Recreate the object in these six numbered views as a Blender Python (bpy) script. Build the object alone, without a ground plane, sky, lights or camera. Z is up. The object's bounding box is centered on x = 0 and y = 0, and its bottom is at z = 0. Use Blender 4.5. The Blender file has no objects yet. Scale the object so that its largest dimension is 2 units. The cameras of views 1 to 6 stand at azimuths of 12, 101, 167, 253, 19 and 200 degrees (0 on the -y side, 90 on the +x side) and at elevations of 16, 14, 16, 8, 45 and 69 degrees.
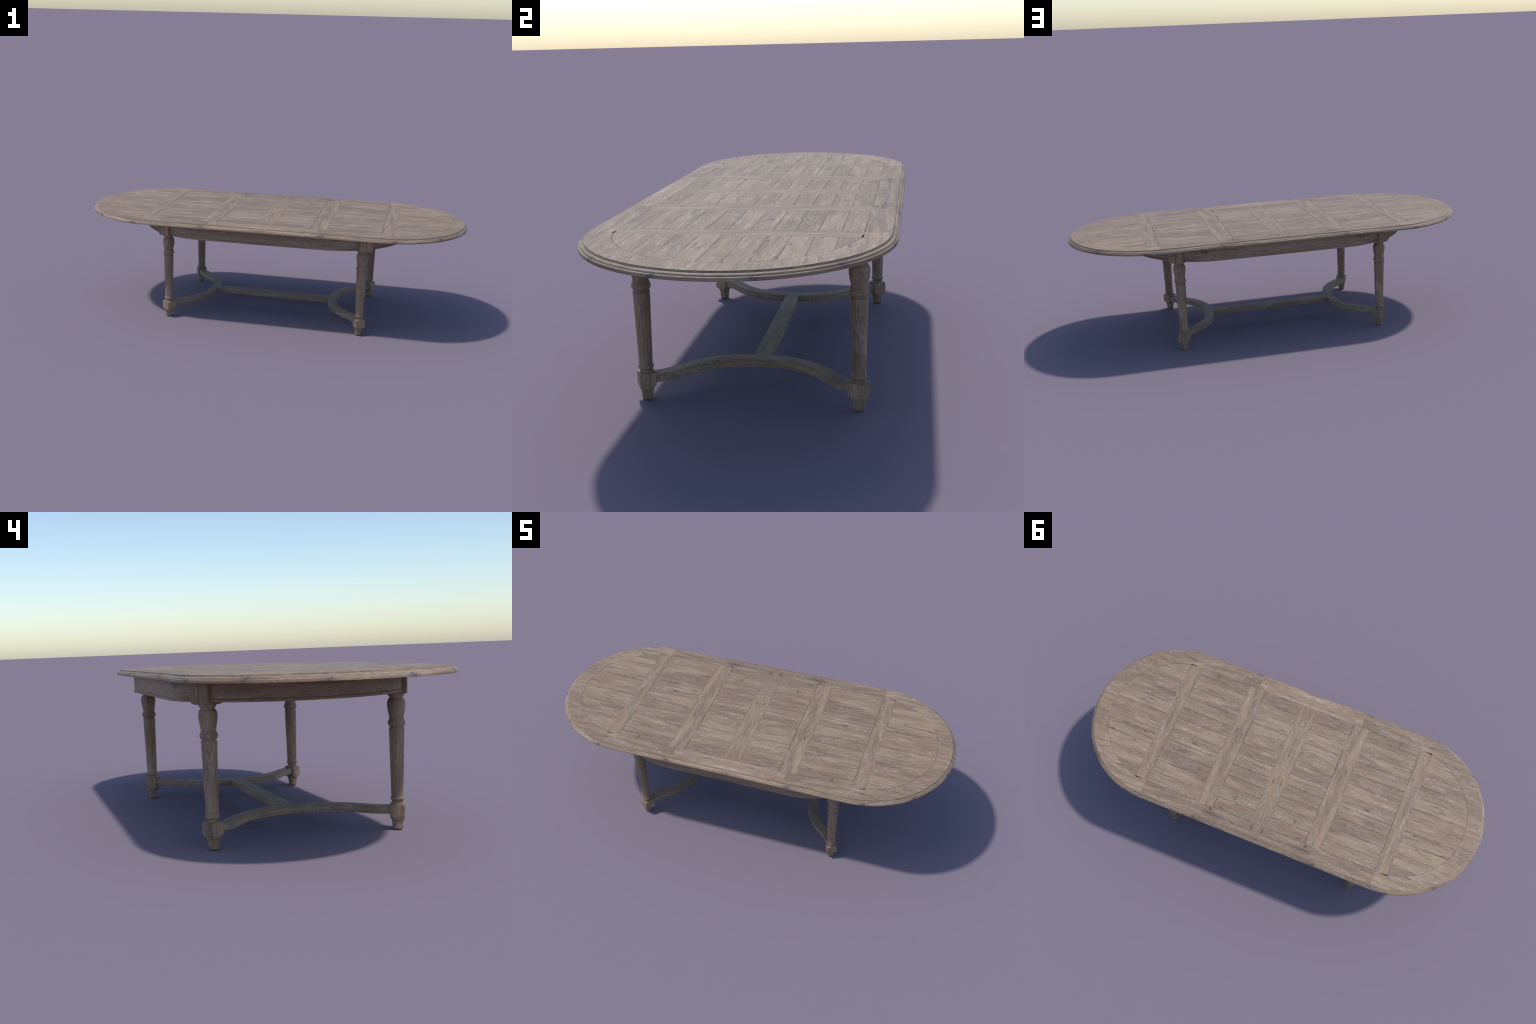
import bpy, bmesh, math
from mathutils import Vector

# ------------------------------------------------------------------ sizes (metres)
TOP_Z = 0.5331            # upper face of the table top
TOP_BOTTOM = 0.5119       # underside of the table top
OUT_C, OUT_R = 0.5840, 0.4160   # outline: straight sides and half circles round (+-OUT_C, 0)
PANEL_Y = 0.3303          # half width of the field of planks
ARC_C, ARC_R = 0.5850, 0.3298   # centre and inner radius of the curved frame
APRON_C, APRON_R = 0.303, 0.3935
LEG_X, LEG_Y = 0.4995, 0.311
LEG_TURN = math.radians(60)     # the square parts of a leg face outwards at this angle

# ------------------------------------------------------------------ node helpers
class Nodes:
    """Small wrapper that wires math nodes in one line."""
    def __init__(self, tree):
        self.t = tree
    def new(self, kind, **kw):
        n = self.t.nodes.new(kind)
        for k, v in kw.items():
            setattr(n, k, v)
        return n
    def put(self, sock, val):
        if isinstance(val, bpy.types.NodeSocket):
            self.t.links.new(val, sock)
        else:
            sock.default_value = val
    def m(self, op, a, b=None, c=None, clamp=False):
        n = self.new("ShaderNodeMath", operation=op, use_clamp=clamp)
        for i, v in enumerate((a, b, c)):
            if v is not None:
                self.put(n.inputs[i], v)
        return n.outputs[0]
    def add(self, a, b): return self.m("ADD", a, b)
    def sub(self, a, b): return self.m("SUBTRACT", a, b)
    def mul(self, a, b): return self.m("MULTIPLY", a, b)
    def div(self, a, b): return self.m("DIVIDE", a, b)
    def lt(self, a, b): return self.m("LESS_THAN", a, b)
    def gt(self, a, b): return self.m("GREATER_THAN", a, b)
    def abs(self, a): return self.m("ABSOLUTE", a)
    def pick(self, test, yes, no):          # test is 0 or 1
        return self.add(no, self.mul(test, self.sub(yes, no)))
    def ramp(self, x, lo, hi, a=0.0, b=1.0, smooth=True):
        n = self.new("ShaderNodeMapRange", interpolation_type="SMOOTHSTEP" if smooth else "LINEAR")
        self.put(n.inputs["Value"], x)
        for k, v in (("From Min", lo), ("From Max", hi), ("To Min", a), ("To Max", b)):
            self.put(n.inputs[k], v)
        return n.outputs[0]
    def vec(self, x, y, z):
        n = self.new("ShaderNodeCombineXYZ")
        for s, v in zip(n.inputs, (x, y, z)):
            self.put(s, v)
        return n.outputs[0]
    def split(self, v):
        n = self.new("ShaderNodeSeparateXYZ")
        self.put(n.inputs[0], v)
        return n.outputs
    def noise(self, vec, detail=3.0, rough=0.55, dist=0.0, scale=1.0):
        n = self.new("ShaderNodeTexNoise")
        self.put(n.inputs["Vector"], vec)
        n.inputs["Scale"].default_value = scale
        n.inputs["Detail"].default_value = detail
        n.inputs["Roughness"].default_value = rough
        n.inputs["Distortion"].default_value = dist
        return n.outputs[0]
    def white(self, vec):
        n = self.new("ShaderNodeTexWhiteNoise", noise_dimensions="3D")
        self.put(n.inputs["Vector"], vec)
        return n.outputs["Value"]
    def mix(self, f, a, b, mode="MIX"):
        n = self.new("ShaderNodeMix", data_type="RGBA", blend_type=mode)
        self.put(n.inputs[0], f)
        for s, v in ((n.inputs[6], a), (n.inputs[7], b)):
            self.put(s, v if isinstance(v, bpy.types.NodeSocket) else (*v, 1.0))
        return n.outputs[2]

# colours of the limed, weathered oak (linear)
TAN = (0.284, 0.200, 0.128)
BROWN = (0.212, 0.140, 0.090)
GREY = (0.132, 0.102, 0.080)
ORANGE = (0.302, 0.166, 0.098)
UMBER = (0.112, 0.074, 0.053)
LIME = (0.450, 0.402, 0.370)
KNOT = (0.082, 0.062, 0.064)


def weathered_oak(N, u, v, w, tone, knots=(), lime=1.0, dark=1.0, shade=1.0, warm=0.0, seam=None, spread=0.10):
    """Colour of limed oak: u runs along the grain, v and w across it (metres)."""
    # knots push the grain lines aside and leave dark spots
    knot_mask, halo = 0.0, 0.0
    wob = N.sub(N.noise(N.vec(N.mul(u, 110), N.mul(v, 170), w), 2.0), 0.5)
    push = 0.0
    for (ku, kv, a, b, s) in knots:
        du, dv = N.div(N.sub(u, ku), a * 1.15), N.div(N.sub(v, kv), b * 1.15)
        d2 = N.add(N.mul(du, du), N.mul(dv, dv))
        d = N.add(N.m("SQRT", d2), N.mul(wob, 2.0))
        k = N.mul(N.mul(N.ramp(d, 0.55, 1.3, 1.0, 0.0), N.ramp(d, 0.0, 0.6, 0.35, 1.0)), s)
        knot_mask = N.m("MAXIMUM", knot_mask, k)
        du3, dv3 = N.div(N.sub(u, ku), a * 4.5), N.div(N.sub(v, kv), b * 1.5)
        h = N.m("SQRT", N.add(N.mul(du3, du3), N.mul(dv3, dv3)))
        halo = N.m("MAXIMUM", halo, N.mul(N.ramp(N.add(h, wob), 0.2, 1.2, 1.0, 0.0), s))
        if b < a:
            push = N.add(push, N.mul(N.mul(dv, b), N.m("EXPONENT", N.mul(N.mul(d2, -1.0), 0.35))))
    v = N.sub(v, N.mul(push, 0.55)) if push != 0.0 else v
    # the grain wanders a little
    wander = N.sub(N.noise(N.vec(N.mul(u, 7), N.mul(v, 14), N.mul(w, 14)), 2.0), 0.5)
    v = N.add(v, N.mul(wander, 0.014))
    def streak(ku, kv, off, detail=3.0, rough=0.55):
        return N.noise(N.vec(N.add(N.mul(u, ku), off), N.mul(v, kv), N.add(N.mul(w, kv), off)), detail, rough)
    broad = streak(4.0, 42, 3.1, 4.0)
    col = N.mix(N.ramp(N.add(broad, N.mul(N.sub(tone, 0.5), 0.13)), 0.36, 0.64), TAN, BROWN)
    col = N.mix(N.mul(N.ramp(streak(6.0, 75, 7.7), 0.52, 0.70), 0.65), col, ORANGE)
    greys = N.ramp(streak(6.5, 120, 11.3, 4.0), 0.50, 0.70)
    greys = N.mul(greys, N.ramp(streak(4.0, 26, 15.9), 0.36, 0.62, 0.2, 1.0))
    col = N.mix(N.mul(greys, 0.55 * dark), col, GREY)
    cracks = N.mul(N.ramp(streak(7.0, 170, 41.7, 3.0), 0.555, 0.69), 0.72 * dark)
    cracks = N.mul(cracks, N.ramp(streak(3.5, 14, 47.9, 2.0), 0.40, 0.60, 0.12, 1.0))
    col = N.mix(cracks, col, UMBER)
    if seam is not None:                     # dirt along the edges of a board
        edge = N.mul(N.ramp(seam, 0.0, 0.0055, 1.0, 0.0), N.ramp(streak(5.0, 6, 53.3, 2.0), 0.46, 0.66))
        col = N.mix(N.mul(edge, 0.62), col, UMBER)
    # fine pores
    fine = streak(30, 480, 19.2, 3.0, 0.6)
    col = N.mix(1.0, col, N.mix(N.ramp(fine, 0.3, 0.7), (0.82, 0.81, 0.80), (1.15, 1.15, 1.15)), "MULTIPLY")
    blotch = N.ramp(streak(7.0, 20, 59.3, 3.0), 0.30, 0.70, 0.86, 1.12)
    col = N.mix(1.0, col, N.vec(blotch, blotch, blotch), "MULTIPLY")
    # white lime left in open pores, in drifts
    drift = N.ramp(streak(8.0, 42, 23.4, 3.0), 0.38, 0.66)
    fleck = N.ramp(streak(52, 640, 29.8, 3.0, 0.62), 0.52, 0.66)
    fleck2 = N.ramp(streak(22, 380, 37.1, 3.0, 0.6), 0.57, 0.69)
    limed = N.m("MAXIMUM", N.mul(fleck, N.ramp(drift, 0.0, 1.0, 0.16, 0.85)), N.mul(fleck2, N.ramp(drift, 0.0, 1.0, 0.08, 0.85)))
    col = N.mix(N.m("MINIMUM", N.mul(limed, lime), 1.0), col, LIME)
    if knots:
        col = N.mix(N.mul(halo, 0.48), col, GREY)
        col = N.mix(N.mul(knot_mask, 0.92), col, KNOT)
    value = N.mul(N.ramp(tone, 0.0, 1.0, 1.0 + spread / 2, 1.0 - spread / 2, smooth=False), shade)
    col = N.mix(1.0, col, N.vec(value, N.mul(value, 1.0 - 0.06 * warm), N.mul(value, 1.0 - 0.10 * warm)), "MULTIPLY")
    height = N.sub(N.add(N.mul(fine, 0.6), N.mul(limed, 0.3)), N.add(N.mul(greys, 0.5), cracks))
    return col, height


def material(name, build, rough=0.62, bump=0.22, pale_edge=0.0, ease=0.0015):
    mat = bpy.data.materials.new(name)
    mat.use_nodes = True
    t = mat.node_tree
    t.nodes.clear()
    N = Nodes(t)
    col, height = build(N)
    bev = None
    if pale_edge:                                 # edges are eased and coloured with a pale line
        bev = N.new("ShaderNodeBevel", samples=6)
        bev.inputs["Radius"].default_value = ease
        dot = N.new("ShaderNodeVectorMath", operation="DOT_PRODUCT")
        t.links.new(bev.outputs[0], dot.inputs[0])
        t.links.new(N.new("ShaderNodeNewGeometry").outputs["Normal"], dot.inputs[1])
        edge_pale = N.ramp(dot.outputs["Value"], 0.80, 0.99, pale_edge, 0.0)
        col = N.mix(edge_pale, col, (0.36, 0.29, 0.22))
    bsdf = N.new("ShaderNodeBsdfPrincipled")
    out = N.new("ShaderNodeOutputMaterial")
    t.links.new(col, bsdf.inputs["Base Color"])
    bsdf.inputs["Roughness"].default_value = rough
    b = N.new("ShaderNodeBump")
    b.inputs["Strength"].default_value = bump
    b.inputs["Distance"].default_value = 0.0008
    t.links.new(height, b.inputs["Height"])
    if bev:
        t.links.new(bev.outputs[0], b.inputs["Normal"])
    t.links.new(b.outputs[0], bsdf.inputs["Normal"])
    t.links.new(bsdf.outputs[0], out.inputs[0])
    return mat


def position(N):
    return N.split(N.new("ShaderNodeNewGeometry").outputs["Position"])


# knots: along the grain, across it, half length, half width, strength.
# The boards of the two halves are book-matched, so along means |x|.
PLANK_KNOTS = [(0.748, -0.075, .010, .0040, 1), (0.766, -0.271, .011, .0030, .8), (0.856, 0.145, .011, .0036, .9),
               (0.702, 0.099, .007, .0030, .8), (0.730, 0.160, .009, .0036, .9), (0.486, -0.314, .0035, .012, .75),
               (0.384, -0.177, .009, .0036, .9), (0.452, 0.064, .008, .0068, 1), (0.200, 0.318, .008, .0034, .8),
               (0.153, 0.249, .0035, .012, .8), (0.336, 0.222, .014, .0028, .6), (0.073, -0.163, .013, .0028, .7)]
FRAME_KNOTS = [(0.738, 0.3045, .011, .0040, .9), (0.243, 0.344, .008, .0065, 1), (0.026, 0.352, .0045, .013, .8),
               (0.205, 0.366, .040, .0026, .85), (0.085, 0.370, .045, .0022, .7), (0.150, 0.366, .030, .0018, .7), (0.111, -0.355, .013, .0030, .7),
               (0.783, -0.302, .013, .0032, .7), (0.640, -0.360, .012, .0040, .5),
               (0.930, 0.070, .012, .0030, .5), (0.400, 0.372, .030, .0016, .6), (0.330, -0.350, .025, .0016, .6)]
BATTEN_KNOTS = [(-0.083, 0.287, .011, .0030, 1), (0.101, 0.020, .008, .0032, 1)]


def plank_look(N):
    x, y, z = position(N)
    ax = N.abs(x)
    row = N.m("FLOOR", N.div(N.add(y, 0.33), 0.06))
    bay = N.add(N.gt(ax, 0.276), N.gt(ax, 0.616))
    seed = N.white(N.vec(row, bay, 2.0))
    tone = N.white(N.vec(row, bay, 5.0))
    frac = N.m("FRACT", N.div(N.add(y, 0.33), 0.06))
    seam = N.mul(N.m("MINIMUM", frac, N.sub(1.0, frac)), 0.06)
    return weathered_oak(N, ax, y, N.mul(seed, 3.0), tone, PLANK_KNOTS, seam=seam, spread=0.12)


def batten_look(N):
    x, y, z = position(N)
    ax = N.abs(x)
    seed = N.white(N.vec(N.m("ROUND", N.div(ax, 0.308)), 4.0, 4.0))
    return weathered_oak(N, y, ax, N.mul(seed, 3.0), 0.35, BATTEN_KNOTS, lime=1.05)


def frame_strip(N, ax, y):
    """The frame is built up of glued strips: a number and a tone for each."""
    part = N.add(N.gt(ax, 0.276), N.gt(ax, 0.585))
    strip = N.m("FLOOR", N.div(N.add(y, 0.985), 0.082))
    strip = N.pick(N.gt(ax, 0.585), strip, N.gt(y, 0.0))
    tone = N.mul(N.white(N.vec(part, strip, 14.0)), 0.75)
    back_rail = N.mul(N.lt(ax, 0.276), N.gt(y, 0.0))     # the darkest board of the frame
    return N.white(N.vec(part, strip, 8.0)), N.pick(back_rail, 0.95, tone)


def frame_look(N):
    x, y, z = position(N)
    ax = N.abs(x)
    seed, tone = frame_strip(N, ax, y)
    return weathered_oak(N, ax, y, N.mul(seed, 3.0), tone, FRAME_KNOTS, lime=1.05, spread=0.22)


def round_the_table(N, centre, radius):
    """Distance walked round a stadium outline from the end of the table, and distance out from it."""
    x, y, z = position(N)
    ax, ay = N.abs(x), N.abs(y)
    dx = N.sub(ax, centre)
    bend = N.gt(dx, 0.0)
    on_arc = N.mul(N.m("ARCTAN2", ay, N.m("MAXIMUM", dx, 0.0001)), radius)
    on_side = N.sub(radius * math.pi / 2, dx)
    rad = N.m("SQRT", N.add(N.mul(dx, dx), N.mul(ay, ay)))
    return N.pick(bend, on_arc, on_side), N.pick(bend, rad, ay), x, y, z


def moulding_look(N):
    s, r, x, y, z = round_the_table(N, OUT_C, OUT_R)
    seed = N.add(N.mul(N.gt(y, 0.0), 0.9), 4.3)
    v = N.sub(N.mul(z, 1.6), N.mul(r, 0.9))
    v0 = 0.515 * 1.6 - OUT_R * 0.9
    knots = [(k, v0 + h, a, 0.013, 0.95) for k, h, a in ((0.120, 0.004, .0075), (0.345, 0.012, .0065), (0.582, 0.006, .009), (0.945, 0.016, .011))]
    s = N.add(s, N.mul(N.sub(v, v0), 0.45))              # the smudges lean
    return weathered_oak(N, s, v, seed, 0.40, knots, lime=1.2, dark=1.35)


def side_apron_look(N):
    s, r, x, y, z = round_the_table(N, APRON_C, APRON_R)
    back = N.gt(y, 0.0)
    kz = N.sub(z, N.mul(N.sub(1.0, back), 0.5))          # the front board has no knots
    return weathered_oak(N, s, kz, N.mul(back, 1.7), 0.75, [(APRON_R * math.pi / 2 - 0.083, 0.497, .018, .010, .9)],
                         lime=0.85, dark=0.9, shade=0.94, warm=0.35)


def end_apron_look(N):
    s, r, x, y, z = round_the_table(N, APRON_C, APRON_R)
    return weathered_oak(N, s, z, 6.4, 0.85, lime=1.05, dark=0.6, shade=0.94, warm=0.35)


def upright_look(N):
    co = N.split(N.new("ShaderNodeTexCoord").outputs["Object"])
    rnd = N.new("ShaderNodeObjectInfo").outputs["Random"]
    return weathered_oak(N, N.add(co[2], N.mul(rnd, 5.0)), co[0], N.add(co[1], N.mul(rnd, 2.0)),
                         0.75, lime=1.05, dark=1.2, shade=1.0, warm=0.3)


def block_look(N):
    """Square parts of the legs: every face gets its own lighter or darker tone."""
    tc = N.new("ShaderNodeTexCoord")
    co, nrm = N.split(tc.outputs["Object"]), N.split(tc.outputs["Normal"])
    rnd = N.new("ShaderNodeObjectInfo").outputs["Random"]
    face = N.add(N.gt(nrm[0], nrm[1]), N.mul(N.gt(nrm[0], N.mul(nrm[1], -1.0)), 2.0))
    pick = N.white(N.vec(face, N.m("FLOOR", N.mul(rnd, 97.0)), 3.0))
    return weathered_oak(N, N.add(co[2], N.mul(rnd, 5.0)), co[0], N.add(co[1], N.mul(pick, 2.0)),
                         pick, lime=1.0, dark=1.0, shade=0.97, warm=0.4, spread=0.34)


def stretcher_look(N):
    x, y, z = position(N)
    return weathered_oak(N, x, y, N.add(z, 1.3), 0.6, lime=0.9, shade=0.97, warm=0.1)


def curved_stretcher_look(N):
    x, y, z = position(N)
    dx = N.sub(0.552, N.abs(x))
    ang = N.m("ARCTAN2", y, dx)
    rad = N.m("SQRT", N.add(N.mul(dx, dx), N.mul(y, y)))
    return weathered_oak(N, N.mul(ang, 0.235), rad, N.add(N.mul(z, 1.0), N.mul(N.gt(x, 0.0), 0.7)), 0.7,
                         lime=1.25, dark=1.15, shade=1.02, warm=0.2)


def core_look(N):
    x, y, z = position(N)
    return weathered_oak(N, x, y, 9.0, 0.95, lime=0.1, shade=0.22)  # colour darkened so the wedge gaps at the batten ends read as deep shadow


OAK_PLANK = material("limed_oak_plank", plank_look)
OAK_BATTEN = material("limed_oak_batten", batten_look)
OAK_FRAME = material("limed_oak_frame", frame_look)
OAK_MOULDING = material("limed_oak_moulding", moulding_look)
OAK_SIDE = material("limed_oak_side_apron", side_apron_look, pale_edge=0.45)
OAK_END = material("limed_oak_end_apron", end_apron_look, pale_edge=0.45)
OAK_BLOCK = material("limed_oak_block", block_look, pale_edge=0.5, ease=0.0011)
OAK_UPRIGHT = material("limed_oak_leg", upright_look, pale_edge=0.45)
OAK_STRETCHER = material("limed_oak_stretcher", stretcher_look, pale_edge=0.5, ease=0.0009)
OAK_CURVED = material("limed_oak_curved_stretcher", curved_stretcher_look, pale_edge=0.5, ease=0.0009)
OAK_CORE = material("oak_core_darkened_for_gap_shadow", core_look)

# ------------------------------------------------------------------ mesh helpers
def mesh_from(name, verts, faces, mats, face_mats=None, smooth=None):
    me = bpy.data.meshes.new(name)
    me.from_pydata([tuple(v) for v in verts], [], faces)
    for m in mats:
        me.materials.append(m)
    if face_mats:
        me.polygons.foreach_set("material_index", face_mats)
    bm = bmesh.new()
    bm.from_mesh(me)
    bmesh.ops.recalc_face_normals(bm, faces=bm.faces)
    bm.to_mesh(me)
    bm.free()
    if smooth is not None:
        me.shade_smooth() if hasattr(me, "shade_smooth") else None
        me.set_sharp_from_angle(angle=math.radians(smooth))
    return me


def place(name, me, parent, loc=(0, 0, 0), turn=0.0):
    o = bpy.data.objects.new(name, me)
    bpy.context.scene.collection.objects.link(o)
    o.parent = parent
    o.location = loc
    o.rotation_euler = (0, 0, turn)
    return o


def rings_mesh(name, rings, mats, face_mat=None, close_rings=False, cap=True, smooth=30):
    """Skin a list of closed rings of equal length."""
    n = len(rings[0])
    verts = [p for r in rings for p in r]
    faces, fm = [], []
    count = len(rings) if close_rings else len(rings) - 1
    for i in range(count):
        a, b = i * n, ((i + 1) % len(rings)) * n
        for j in range(n):
            k = (j + 1) % n
            faces.append((a + j, a + k, b + k, b + j))
            fm.append(face_mat(j) if face_mat else 0)
    if cap and not close_rings:
        faces.append(tuple(range(n)))
        faces.append(tuple(range((len(rings) - 1) * n, len(rings) * n)))
        fm += [0, 0]
    return mesh_from(name, verts, faces, mats, fm, smooth)


def inset(poly, d):
    """Shrink a convex counter-clockwise polygon by d."""
    out, n = [], len(poly)
    for i in range(n):
        p0, p1, p2 = Vector(poly[i - 1]), Vector(poly[i]), Vector(poly[(i + 1) % n])
        e1, e2 = (p1 - p0).normalized(), (p2 - p1).normalized()
        n1, n2 = Vector((-e1.y, e1.x)), Vector((-e2.y, e2.x))
        m = n1 + n2
        out.append(p1 + m * (d / max(0.3, m.dot(n1))))
    return out


def board(name, poly, z0, z1, mat, parent, chamfer=0.0005):
    """A flat board with eased upper edges; origin at its middle."""
    cx = sum(p[0] for p in poly) / len(poly)
    cy = sum(p[1] for p in poly) / len(poly)
    poly = [(p[0] - cx, p[1] - cy) for p in poly]
    inner = inset(poly, chamfer)
    h = z1 - z0
    rings = [[(x, y, 0.0) for x, y in poly], [(x, y, h - chamfer) for x, y in poly], [(p.x, p.y, h) for p in inner]]
    me = rings_mesh(name, rings, [mat], smooth=None)
    return place(name, me, parent, (cx, cy, z0))


# ------------------------------------------------------------------ the table
table = bpy.data.objects.new("dining_table", None)
bpy.context.scene.collection.objects.link(table)
table["label"] = "long oval dining table in weathered limed oak with turned legs"
table["category"] = "dining table"

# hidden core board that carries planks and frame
def stadium(c, r, steps=48):
    pts = []
    for sx in (1, -1):
        for i in range(steps + 1):
            a = -math.pi / 2 + math.pi * i / steps
            pts.append((sx * (c + r * math.cos(a)), sx * r * math.sin(a)))
    return pts

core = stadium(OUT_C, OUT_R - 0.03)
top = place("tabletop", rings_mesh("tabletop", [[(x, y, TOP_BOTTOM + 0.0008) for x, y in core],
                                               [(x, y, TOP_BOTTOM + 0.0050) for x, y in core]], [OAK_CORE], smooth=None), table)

PLANK_Z0 = TOP_BOTTOM + 0.0056
GAP = 0.00054

# planks: eleven rows in each bay between the cross battens, the outer bays cut to the curve
def plank_rows():
    for i in range(11):
        y0, y1 = -0.33 + 0.06 * i, -0.27 + 0.06 * i
        yield (y0 + GAP / 2 if i else -0.3298 + GAP / 2), (y1 - GAP / 2 if i < 10 else 0.3298 - GAP / 2)

def arc_x(y, r):
    return ARC_C + math.sqrt(max(0.0, r * r - y * y))

for sx in (1, -1):
    for y0, y1 in plank_rows():
        for x0, x1 in ((0.0422, 0.2343), (0.3172, 0.5843)):
            poly = [(x0, y0), (x1, y0), (x1, y1), (x0, y1)]
            if sx < 0:
                poly = [(-x, y) for x, y in reversed(poly)]
            board("plank", poly, PLANK_Z0, TOP_Z, OAK_PLANK, top)
        r = ARC_R - 0.0007
        lo, hi = y0, y1
        lim = math.sqrt(r * r - (0.6476 - ARC_C) ** 2) - 0.0004
        lo, hi = max(lo, -lim), min(hi, lim)
        if hi - lo > 0.004:
            curve = [(arc_x(lo + (hi - lo) * i / 12, r), lo + (hi - lo) * i / 12) for i in range(13)]
            poly = [(0.6476, lo)] + [p for p in curve if p[0] > 0.6482] + [(0.6476, hi)]
            if sx < 0:
                poly = [(-x, y) for x, y in reversed(poly)]
            board("plank", poly, PLANK_Z0, TOP_Z, OAK_PLANK, top)

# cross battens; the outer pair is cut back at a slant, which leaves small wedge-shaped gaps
for sx in (1, -1):
    e = 0.3302
    for poly in ([(0.0002, -e), (0.0420, -e), (0.0420, e), (0.0006, e)],
                 [(0.2357, -e), (0.3170, -e), (0.3170, e), (0.2357, e)],
                 [(0.5853, -e), (0.6000, -e), (0.6473, -0.3240), (0.6473, 0.3240), (0.6000, e), (0.5853, e)]):
        if sx < 0:
            poly = [(-x, y) for x, y in reversed(poly)]
        board("batten", poly, PLANK_Z0, TOP_Z, OAK_BATTEN, top, chamfer=0.0003)

# moulded frame: (distance in from the outline, height), from the top edge down to the underside
EDGE = [(0.0158, 0.5331), (0.0158, 0.5311), (0.0144, 0.5309), (0.0142, 0.5296), (0.0136, 0.5285), (0.0123, 0.5278),
        (0.0100, 0.5274), (0.0078, 0.5266), (0.0062, 0.5254), (0.0052, 0.5240), (0.0048, 0.5229), (0.0047, 0.5222),
        (0.0036, 0.5219), (0.0016, 0.5213), (0.0005, 0.5203), (0.0000, 0.5190), (0.0000, 0.5130), (0.0006, 0.5121),
        (0.0024, 0.5119)]

def frame_board(stations):
    """stations: (point on outline, outward normal, distance to the inner edge)."""
    rings = []
    for (px, py), (nx, ny), deep in stations:
        prof = [(deep, TOP_Z - 0.0004), (deep - 0.0004, TOP_Z)] + EDGE + [(0.028, TOP_BOTTOM), (deep, TOP_BOTTOM)]
        rings.append([(px - nx * d, py - ny * d, z) for d, z in prof])
    me = rings_mesh("frame_rail", rings, [OAK_FRAME, OAK_MOULDING],
                    face_mat=lambda j: 1 if 2 <= j <= 1 + len(EDGE) else 0, smooth=32)
    return place("frame_rail", me, top)

for sy in (1, -1):
    joints = [-0.585, -0.276, 0.276, 0.585]
    for a, b in zip(joints[:-1], joints[1:]):
        a, b = a + 0.0001, b - 0.0001
        frame_board([((a + (b - a) * t / 8, sy * OUT_R), (0, sy), OUT_R - PANEL_Y) for t in range(9)])
STEP_ANG = math.atan2(PANEL_Y, 0.6474 - OUT_C)      # where the straight inner edge stops and the curve begins
for sx in (1, -1):
    stations = [((sx * 0.5852, -OUT_R), (0.0, -1.0), OUT_R - PANEL_Y)]
    angles = [-STEP_ANG + 2 * STEP_ANG * i / 84 for i in range(85)]
    rest = [STEP_ANG + (math.pi / 2 - STEP_ANG) * i / 6 for i in range(6)]
    for ang, straight in [(-a, 1) for a in rest[::-1]] + [(a, 0) for a in angles] + [(a, 1) for a in rest]:
        c, s = math.cos(ang), math.sin(ang)
        off = ARC_C - OUT_C                        # the inner edge is struck from a centre of its own
        r_in = PANEL_Y / abs(s) if straight else off * c + math.sqrt(ARC_R ** 2 - (off * s) ** 2)
        stations.append(((sx * (OUT_C + OUT_R * c), OUT_R * s), (sx * c, s), OUT_R - r_in))
    stations.append(((sx * 0.5852, OUT_R), (0.0, 1.0), OUT_R - PANEL_Y))
    frame_board(stations)

# ------------------------------------------------------------------ apron
APRON_PROFILE = [(0.0022, TOP_BOTTOM + 0.0012), (0.0022, 0.4598), (0.0030, 0.4588), (0.0030, 0.4574), (0.0014, 0.4565),
                 (0.0000, 0.4548), (0.0000, 0.4508), (0.0010, 0.4487), (0.0030, 0.4480), (0.0180, 0.4480),
                 (0.0200, 0.4490), (0.0200, TOP_BOTTOM + 0.0012)]

def apron_board(name, path, mat):
    rings = [[(px - nx * d, py - ny * d, z) for d, z in APRON_PROFILE] for (px, py), (nx, ny) in path]
    place(name, rings_mesh(name, rings, [mat], smooth=35), table)

def apron_arc(a0, a1, sx, sy=1, n=40):
    out = []
    for i in range(n + 1):
        a = a0 + (a1 - a0) * i / n
        c, s = math.cos(a), math.sin(a)
        out.append(((sx * (APRON_C + APRON_R * c), sy * APRON_R * s), (sx * c, sy * s)))
    return out

POST_ANG = math.atan2(LEG_Y, LEG_X - APRON_C)
for sx in (1, -1):
    apron_board("end_apron", apron_arc(-POST_ANG + 0.01, POST_ANG - 0.01, sx, n=64), OAK_END)
for sy in (1, -1):
    left = apron_arc(POST_ANG + 0.01, math.pi / 2, -1, sy, 24)
    right = apron_arc(POST_ANG + 0.01, math.pi / 2, 1, sy, 24)
    apron_board("side_apron", left + right[::-1], OAK_SIDE)

# ------------------------------------------------------------------ legs
def smooth_profile(pts, sub=3):
    """Catmull-Rom through (z, r) pairs; a repeated point keeps a corner sharp."""
    out = []
    for i in range(len(pts) - 1):
        p0, p1, p2, p3 = pts[max(i - 1, 0)], pts[i], pts[i + 1], pts[min(i + 2, len(pts) - 1)]
        if p1 == p2:
            continue
        for k in range(sub):
            t = k / sub
            out.append(tuple(0.5 * (2 * b + (c - a) * t + (2 * a - 5 * b + 4 * c - d) * t * t + (3 * b - a - 3 * c + d) * t ** 3)
                             for a, b, c, d in zip(p0, p1, p2, p3)))
    out.append(pts[-1])
    return out

def turned(name, profile, mat, n=40, smooth=38):
    rings = [[(r * math.cos(2 * math.pi * j / n), r * math.sin(2 * math.pi * j / n), z) for j in range(n)] for z, r in profile]
    return rings_mesh(name, rings, [mat], smooth=smooth)

def run(*pairs):
    return list(pairs)

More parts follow.
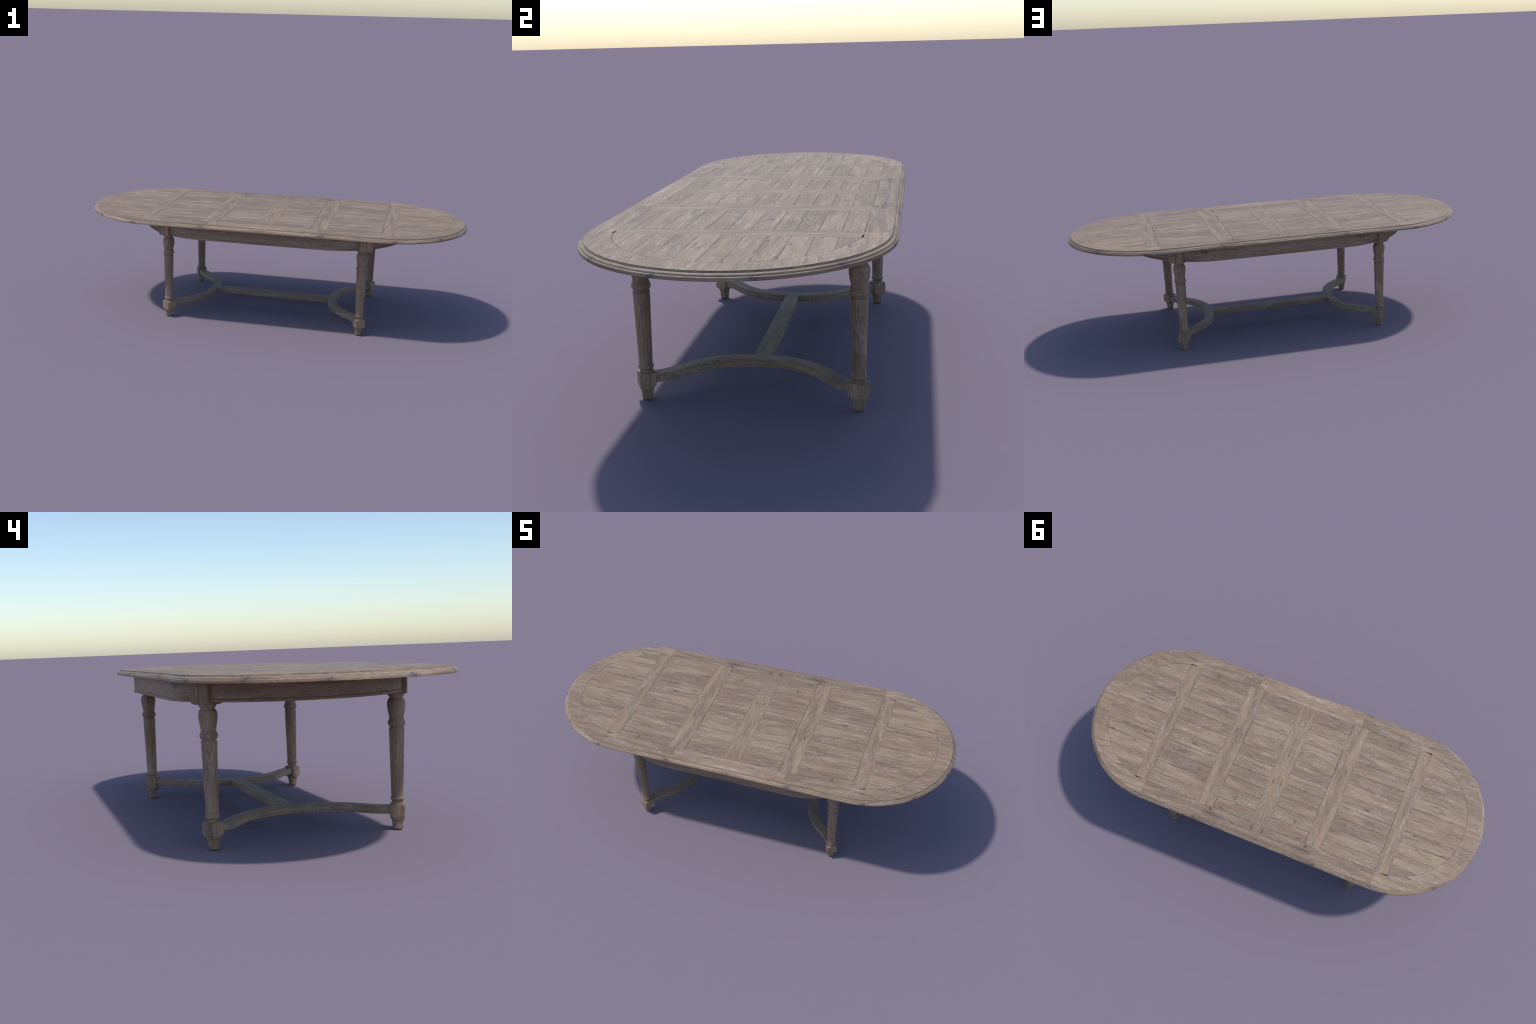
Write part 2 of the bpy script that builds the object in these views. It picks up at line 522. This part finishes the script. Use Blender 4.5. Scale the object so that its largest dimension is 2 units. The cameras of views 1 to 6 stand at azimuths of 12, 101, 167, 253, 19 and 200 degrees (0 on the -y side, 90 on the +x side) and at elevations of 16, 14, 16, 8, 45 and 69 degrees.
# long tapered shaft with its beads, from the lower block to the collar under the apron
SHAFT = smooth_profile(run((0.0800, 0.0176), (0.0885, 0.0176), (0.0918, 0.0180), (0.0946, 0.0196), (0.0972, 0.0219), (0.1005, 0.0230),
                           (0.1040, 0.0224), (0.1062, 0.0206), (0.1068, 0.0200), (0.1068, 0.0200)))
SHAFT += [(0.1085, 0.0199), (0.1600, 0.0210), (0.2077, 0.0220), (0.2747, 0.0234), (0.3036, 0.0241), (0.3300, 0.0246), (0.3312, 0.0241)]
SHAFT += smooth_profile(run((0.3316, 0.0218), (0.3316, 0.0218), (0.3345, 0.0217), (0.3375, 0.0243), (0.3410, 0.0266), (0.3470, 0.0280),
                            (0.3525, 0.0270), (0.3550, 0.0252), (0.3556, 0.0247), (0.3556, 0.0247)))
SHAFT += [(0.3590, 0.0247), (0.3598, 0.0240)]
SHAFT += smooth_profile(run((0.3602, 0.0226), (0.3602, 0.0226), (0.3625, 0.0227), (0.3750, 0.0249), (0.3887, 0.0275), (0.4010, 0.0292),
                            (0.4100, 0.0293), (0.4180, 0.0279), (0.4240, 0.0246), (0.4272, 0.0219), (0.4289, 0.0214), (0.4289, 0.0214)))
SHAFT += smooth_profile(run((0.4300, 0.0216), (0.4300, 0.0216), (0.4322, 0.0232), (0.4345, 0.0254), (0.4378, 0.0268), (0.4430, 0.0275), (0.4470, 0.0275)))

FOOT = [(0.0000, 0.0148), (0.0010, 0.0160), (0.0030, 0.0166), (0.0128, 0.0172), (0.0250, 0.0184), (0.0310, 0.0196), (0.0322, 0.0199),
        (0.0326, 0.0212), (0.0338, 0.0224), (0.0360, 0.0230), (0.0380, 0.0225), (0.0395, 0.0226), (0.0420, 0.0228)]

def square_to_lathe(name, half, z_rings, mat, groove=None):
    """A rectangular block whose ends are rounded on the lathe: half = (-x, +x, y) half sizes."""
    back, front, side = half
    angles = set()
    corners = [(front, side), (front, -side), (-back, side), (-back, -side)]
    for cx, cy in corners:
        angles.add(math.atan2(cy, cx))
    marks = []
    if groove:
        gw, gd = groove
        marks = [(front, gw), (front - gd, gw - gd * 0.6), (front - gd, -gw + gd * 0.6), (front, -gw)]
    n = 96
    for i in range(n):
        a = -math.pi + 2 * math.pi * i / n
        if all(abs(a - b) > 0.02 for b in angles) and not (groove and abs(a) < 0.13):
            angles.add(a)
    pts = []
    for a in angles:
        c, s = math.cos(a), math.sin(a)
        t = min((front / c if c > 1e-9 else 9), (-back / c if c < -1e-9 else 9), (side / abs(s) if abs(s) > 1e-9 else 9))
        pts.append((t * c, t * s))
    pts += marks
    pts.sort(key=lambda p: math.atan2(p[1], p[0]))
    rings = []
    for z, lathe in z_rings:
        ring = []
        for x, y in pts:
            r = math.hypot(x, y)
            k = min(1.0, lathe / r)
            ring.append((x * k, y * k, z))
        rings.append(ring)
    return rings_mesh(name, rings, [mat], smooth=24)

def shoulder(z0, z1, r0, r1, n=7):
    """Quarter-round turned shoulder from (z0, r0) up to (z1, r1)."""
    return [(z0 + (z1 - z0) * (1 - math.cos(math.pi / 2 * i / n)), r0 + (r1 - r0) * math.sin(math.pi / 2 * i / n)) for i in range(n + 1)]

HALF = 0.0237
block_rings = [(0.0404, 0.0200)] + shoulder(0.0404, 0.0490, 0.0236, 0.0336)
block_rings += [(z, r) for z, r in shoulder(0.0845, 0.0765, 0.0236, 0.0336)][::-1] + [(0.0845, 0.0170)]
FOOT_BLOCK = square_to_lathe("stretcher_block", (HALF, HALF, HALF), block_rings, OAK_BLOCK)
post_rings = [(0.4408, 0.0200)] + shoulder(0.4408, 0.4530, 0.0345, 0.0512, 9) + [(0.4540, 0.08), (TOP_BOTTOM + 0.0015, 0.08)]
POST = square_to_lathe("corner_post", (0.0270, 0.0348, 0.0365), post_rings, OAK_BLOCK, groove=(0.0024, 0.0022))
LEG = turned("leg", SHAFT, OAK_UPRIGHT)
FEET = turned("foot", FOOT, OAK_UPRIGHT)

for sx, sy in ((1, 1), (-1, 1), (-1, -1), (1, -1)):
    turn = math.atan2(sy * math.sin(LEG_TURN), sx * math.cos(LEG_TURN))
    leg = place("leg", LEG, table, (sx * LEG_X, sy * LEG_Y, 0), turn)
    for kind, me in (("corner_post", POST), ("stretcher_block", FOOT_BLOCK), ("foot", FEET)):
        place(kind, me, leg)

# ------------------------------------------------------------------ stretchers
ST_Z0, ST_Z1 = 0.0515, 0.0766

def stretcher_section(hw):
    """Cross-section of a stretcher bar: eased top edges, hollowed sides, a fillet at the foot."""
    right = [(hw - 0.0012, ST_Z1), (hw - 0.0002, ST_Z1 - 0.0006), (hw, ST_Z1 - 0.0018), (hw - 0.0004, ST_Z1 - 0.0040), (hw - 0.0009, ST_Z1 - 0.0095),
             (hw - 0.0004, ST_Z0 + 0.0088), (hw - 0.0002, ST_Z0 + 0.0078), (hw - 0.0027, ST_Z0 + 0.0066), (hw - 0.0006, ST_Z0 + 0.0054), (hw, ST_Z0 + 0.0036),
             (hw, ST_Z0 + 0.0014), (hw - 0.0012, ST_Z0)]
    return right + [(-y, z) for y, z in reversed(right)]

sec = stretcher_section(0.0243)
xs = [-0.316 + 0.632 * i / 16 for i in range(17)]
place("stretcher", rings_mesh("stretcher", [[(x, y, z - 0.0002) for y, z in sec] for x in xs], [OAK_STRETCHER], smooth=28), table)

# half of the centre line of the curved end stretcher: straight across in the middle, sweeping out to the legs
HALF_LINE = [(0.3282, 0.0), (0.3325, 0.050), (0.3430, 0.100), (0.3645, 0.148), (0.4035, 0.1985), (0.4445, 0.2335), (0.4715, 0.2625), (0.4890, 0.2925)]

def catmull(pts, sub=8):
    out = []
    for i in range(len(pts) - 1):
        p0 = pts[i - 1] if i else (pts[1][0], -pts[1][1])
        p1, p2 = pts[i], pts[i + 1]
        p3 = pts[i + 2] if i + 2 < len(pts) else (2 * p2[0] - p1[0], 2 * p2[1] - p1[1])
        for k in range(sub):
            t = k / sub
            out.append(tuple(0.5 * (2 * b + (c - a) * t + (2 * a - 5 * b + 4 * c - d) * t * t + (3 * b - a - 3 * c + d) * t ** 3)
                             for a, b, c, d in zip(p0, p1, p2, p3)))
    out.append(pts[-1])
    return out

half_line = catmull(HALF_LINE)
line = [(x, -y) for x, y in half_line[:0:-1]] + half_line
for sx in (1, -1):
    rings = []
    for i, (x, y) in enumerate(line):
        a, b = line[max(i - 1, 0)], line[min(i + 1, len(line) - 1)]
        t = Vector((b[0] - a[0], b[1] - a[1])).normalized()
        n = Vector((t.y, -t.x))
        hw = 0.0219 - 0.0030 * min(1.0, max(0.0, (abs(y) - 0.05) / 0.2))
        rings.append([(sx * (x + n.x * d), y + n.y * d, z) for d, z in stretcher_section(hw)])
    place("curved_stretcher", rings_mesh("curved_stretcher", rings, [OAK_CURVED], smooth=28), table)
